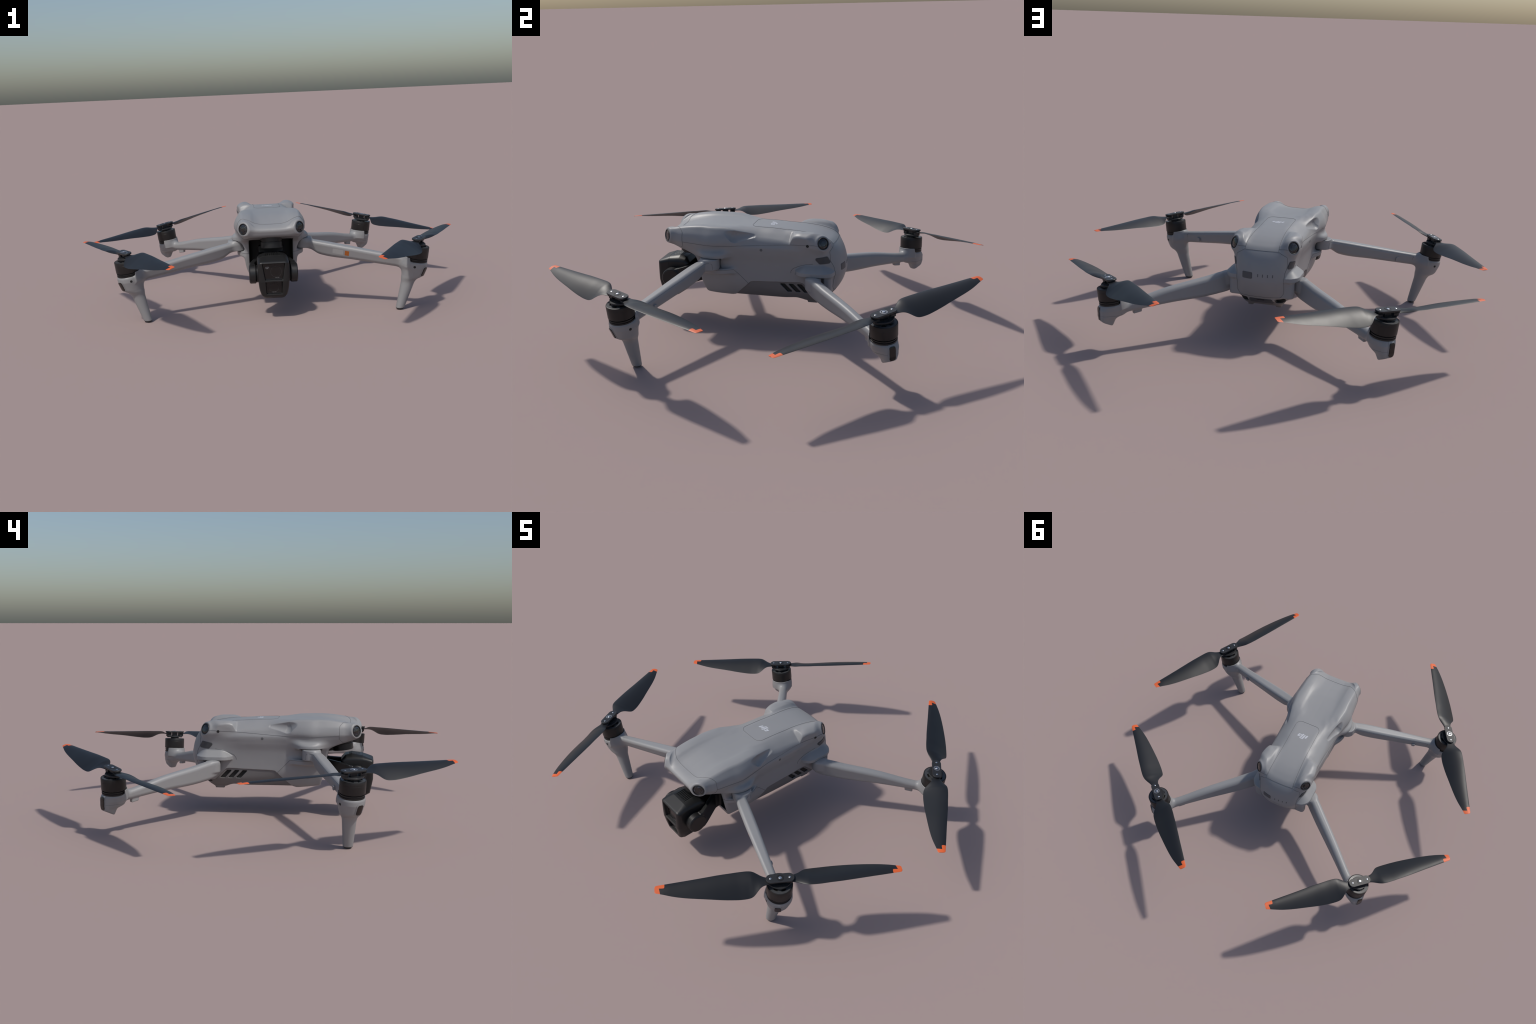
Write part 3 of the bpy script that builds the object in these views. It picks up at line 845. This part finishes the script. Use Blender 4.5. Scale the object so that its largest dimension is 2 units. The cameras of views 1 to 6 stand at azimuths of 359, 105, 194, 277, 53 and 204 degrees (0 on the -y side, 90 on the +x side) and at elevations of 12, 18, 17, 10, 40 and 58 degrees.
for key, base, ax, az in (('F', F_BASE, F_AX, 120.4), ('R', R_BASE, R_AX, 43.9)):
    for sd in (1, -1):
        arm = ARMS[(key, sd)]
        b = base * [sd, 1, 1]; a3 = ax * [sd, 1, 1]
        ang = math.radians(az if sd < 0 else 180 - az)
        M = frame(b, a3, (math.cos(ang), math.sin(ang), 0))
        motor = place('motor', bell, M_MOTOR, ROOT, M)
        I4 = Matrix.Identity(4)
        place('motor_base', base_ring, M_GIMBAL, motor, I4)
        place('motor_cap', spider, M_MOTORTOP, motor, Matrix.Rotation(.35, 4, 'Z'))
        prop = place('propeller', upper_plate, M_HUB, ROOT, M)
        place('hub_neck', neck, M_HUB, prop, I4)
        place('hub_plate', lower_plate, M_HUB, prop, I4)
        place('hub_post', posts, M_HUB, prop, I4)
        hand = 1 if (key == 'F') == (sd < 0) else -1
        if ('bl', hand) not in MESHES:
            dark, orange = blade_mesh(hand)
            shared(('propeller_blade', hand), lambda d=dark: d, M_BLADE, 50)
            shared(('blade_tip', hand), lambda d=orange: d, M_TIP, 50)
            MESHES[('bl', hand)] = True
        for k in (0, 1):
            R = Matrix.Translation((0, 0, .116)) @ Matrix.Rotation(math.pi * k, 4, 'Z')
            if key == 'R' and sd < 0 and k == 1: R = R @ Matrix.Translation((.04, 0, 0)) @ Matrix.Rotation(-.042, 4, 'Y') @ Matrix.Translation((-.04, 0, 0))
            place(('propeller_blade', hand), None, M_BLADE, prop, R)
            place(('blade_tip', hand), None, M_TIP, prop, R)
        ringm = lambda: lathe([(.0158, .1150), (.0158, .1168), (.0112, .1170), (.0105, .1155)], 40, cap=False)
        pale = (key == 'F') == (sd < 0)                  # one rotation sense carries pale marker rings
        place(('hub_ring', pale), ringm, M_RING if pale else M_MOTOR, prop, I4)
        place('hub_bolt', lambda: lathe([(.0068, .112), (.0068, .1172), (.0055, .1182), (.001, .1186)], 28), M_SCREW, prop, I4)
        for xx in (.041, -.041):
            place('hub_screw', lambda: lathe([(.0045, .113), (.0045, .1166), (.0035, .1172), (.001, .1173)], 24), M_SCREW, prop, Matrix.Translation((xx, 0, 0)))

# ================================================================== GIMBAL CAMERA
cam_w = curve1([.09, .11, .17, .25, .29, .305, .322, .34], [.048, .057, .0735, .0775, .0765, .070, .052, .04])
def cam_solid(p):
    x = np.abs(p[:, 0]); y = p[:, 1]; z = p[:, 2]
    prof = poly2(y, z, [(-.579, .286), (-.576, .2885), (-.528, .3065), (-.48, .3135), (-.449, .305), (-.433, .287), (-.433, .203),
                        (-.452, .157), (-.503, .121), (-.549, .115), (-.566, .126), (-.579, .196)], .008)
    return smax(prof, x - cam_w(z), .022)
def camera_head(p):
    f = cam_solid(p)
    x, y, z = p[:, 0], p[:, 1], p[:, 2]
    # two funnel-shaped window recesses in the front face
    dpt = y + .588
    up = poly2(np.abs(x), z, [(-.3, .285), (.0555, .285), (.0425, .2045), (-.3, .2045)], 0) + .22 * np.maximum(dpt, 0) - .001
    lo = poly2(np.abs(x), z, [(-.3, .194), (.0415, .194), (.0395, .131), (-.3, .131)], 0) + .18 * np.maximum(dpt, 0) - .001
    rec = smin(smax(up, y + .572, .002), smax(lo, y + .562, .002), .001)
    f = smax(f, -rec, .003)
    # cooling ribs across the top
    rib = np.abs((x + .0) % .0095 - .00475) - .0016
    groove = np.maximum(np.maximum(rib, np.abs(x) - .036), np.maximum(np.abs(y + .492) - .027, .3145 - z))
    return smax(f, -groove, .001)
def g_window(P):
    return np.maximum(np.maximum(np.abs(P[:, 0]) - .048, -(P[:, 1] + .5695)), P[:, 1] + .555)
V, Q = mesh_sdf(camera_head, (-.09, -.60, .09), (.09, -.41, .34), H_CAM); T = tri(Q)
def g_cut(P):
    d = P[:, 1]
    up = np.maximum(np.maximum(P[:, 2] - .2845, .205 - P[:, 2]), np.abs(d + .5715) - .0025)
    lo = np.maximum(np.maximum(P[:, 2] - .1935, .1315 - P[:, 2]), np.abs(d + .5615) - .0025)
    return np.maximum(np.minimum(up, lo), np.abs(P[:, 0]) - .056)
V, winT, T, _ = clip(V, T, g_cut(V))
N = unit(grad(camera_head, V))
v, t, n = compact(V, T, N); CAM = make_obj('gimbal_camera', v, t, M_GIMBAL, normals=n)
if len(winT):
    v, t, n = compact(V, winT, N); make_obj('camera_window', v, t, M_GLASSY, CAM, normals=n)
def cyl_x(r, x0, x1, c, bev=.003, n=64):
    V, F = lathe([(r - bev, x0), (r, x0 + bev), (r, x1 - bev), (r - bev, x1)], n)
    return np.c_[V[:, 2] + c[0], V[:, 0] + c[1], V[:, 1] + c[2]], F
PC = (-.505, .2225)
def disc(name, r, x0, x1, mat, bev=.003):
    V, F = cyl_x(r, x0, x1, (0,) + PC, bev); return sharp(make_obj(name, V, F, mat, CAM))
for sd in (1, -1):
    a, b = (.084, .119) if sd > 0 else (-.117, -.084)
    disc('pitch_motor', .0475, a, b, M_GIMBAL, .004)
    a, b = (.070, .083) if sd > 0 else (-.083, -.070)
    disc('pitch_joint', .0425, a, b, M_GIMBAL, .0015)
    xf = (.1175, .1202) if sd > 0 else (-.1182, -.1155)
    disc('pitch_cap', .0405, *xf, M_MOTOR, .001)
# front lenses behind the windows
def lens_y(c, r, y0, name='camera_lens'):
    M = frame((c[0], y0, c[1]), (0, -1, 0), (1, 0, 0))
    V, F = lathe([(r, -.006), (r, .0004), (r * .95, .0007), (r * .88, .0002), (r * .86, -.001)] , 48)
    sharp(make_obj('camera_lens_ring', apply(M, V), F, M_MOTOR, CAM))
    V, F = lathe([(r * .8, -.003)] + [(r * .78 * math.cos(a), -.0015 + .0020 * math.sin(a)) for a in np.linspace(0, 1.5, 8)], 40)
    make_obj(name, apply(M, V), F, M_GLASSY, CAM)
lens_y((.012, .243), .0285, -.5718)
lens_y((.0, .163), .0245, -.5618)
plane_f = lambda p: -(p[:, 1] + .5722)
patch(plane_f, 'camera_logo', M_LOGOCAM, CAM, (-.0305, -.6, .2655), X1, Z1, lambda u, v: logo(u, v, .0205), (.015, .012), .0006, lift=.0003, depth=.001)
for x0, zz, w, ff in ((.0165, .2135, .011, -.5722), (.0, .1405, .010, -.5622)):
    for k, ww in ((-.55, .35), (.45, .45)):
        patch(lambda p, ff=ff: -(p[:, 1] - ff), 'camera_mark', M_LOGOCAM, CAM, (x0 + k * w, -.6, zz), X1, Z1,
              lambda u, v, q=ww * w: box2(u, v, q, .0009, .0003), (.01, .003), .0006, lift=.0003, depth=.001)
# head parting line
sl = []
for xx in np.linspace(-.0745, .0745, 70):
    sl.append((xx, -.531, .36))
P = march(cam_solid, sl, (0, 0, -1))
side = march(cam_solid, [(.12, -.531, z) for z in np.linspace(.29, .262, 12)], (-1, 0, 0))
tube([P, side, side * [-1, 1, 1]], .0007, 'panel_seam', M_BLACK, CAM)

# fork: both pitch arms bend inwards behind the head and meet in a cross bar inside the bay
def fork(p):
    y = p[:, 1]; z = p[:, 2]; x0 = np.abs(p[:, 0]); x = x0 + .50 * np.clip(y + .465, 0, .10)
    arm = poly2(y, z, [(-.480, .266), (-.430, .278), (-.345, .290), (-.325, .290), (-.325, .215), (-.375, .205), (-.440, .186), (-.480, .182)], .003)
    arm = slab(arm, x, .088, .113, .005)
    root = slab(np.hypot(y - PC[0], z - PC[1]) - .046, x, .086, .115, .004)
    f = smin(arm, root, .012)
    bar = box3(x0, y + .322, z - .268, .064, .014, .062, .006)
    f = smin(f, bar, .012)
    plate = box3(x0, y + .365, z + .10 * (y + .43) - .3445, .030, .062, .009, .004)
    return smin(f, plate, .008)
V, Q = mesh_sdf(fork, (-.13, -.57, .15), (.13, -.29, .38), .0025)
n = unit(grad(fork, V)); make_obj('gimbal_fork', V, Q, M_GIMBAL, CAM, normals=n)
V, F = lathe([(.052, .335), (.054, .337), (.054, .3665), (.053, .3675)], 64)
tiltm = Matrix.Translation((0, -.430, 0)) @ Matrix.Translation((0, 0, .35)) @ Matrix.Rotation(math.radians(-7), 4, 'X') @ Matrix.Translation((0, 0, -.35))
sharp(make_obj('yaw_motor', apply(tiltm, V), F, M_GIMBAL, CAM))
V, F = lathe([(.050, .367), (.050, .3705), (.054, .371), (.054, .43)], 64)
sharp(make_obj('yaw_mount', apply(tiltm, V), F, M_MOTOR, CAM))
def roll(p):
    return slab(np.hypot(p[:, 0], p[:, 2] - .235) - .036, p[:, 1], -.43, -.32, .006)
V, Q = mesh_sdf(roll, (-.05, -.44, .19), (.05, -.30, .30), .0025)
make_obj('roll_motor', V, Q, M_GIMBAL, CAM, normals=unit(grad(roll, V)))
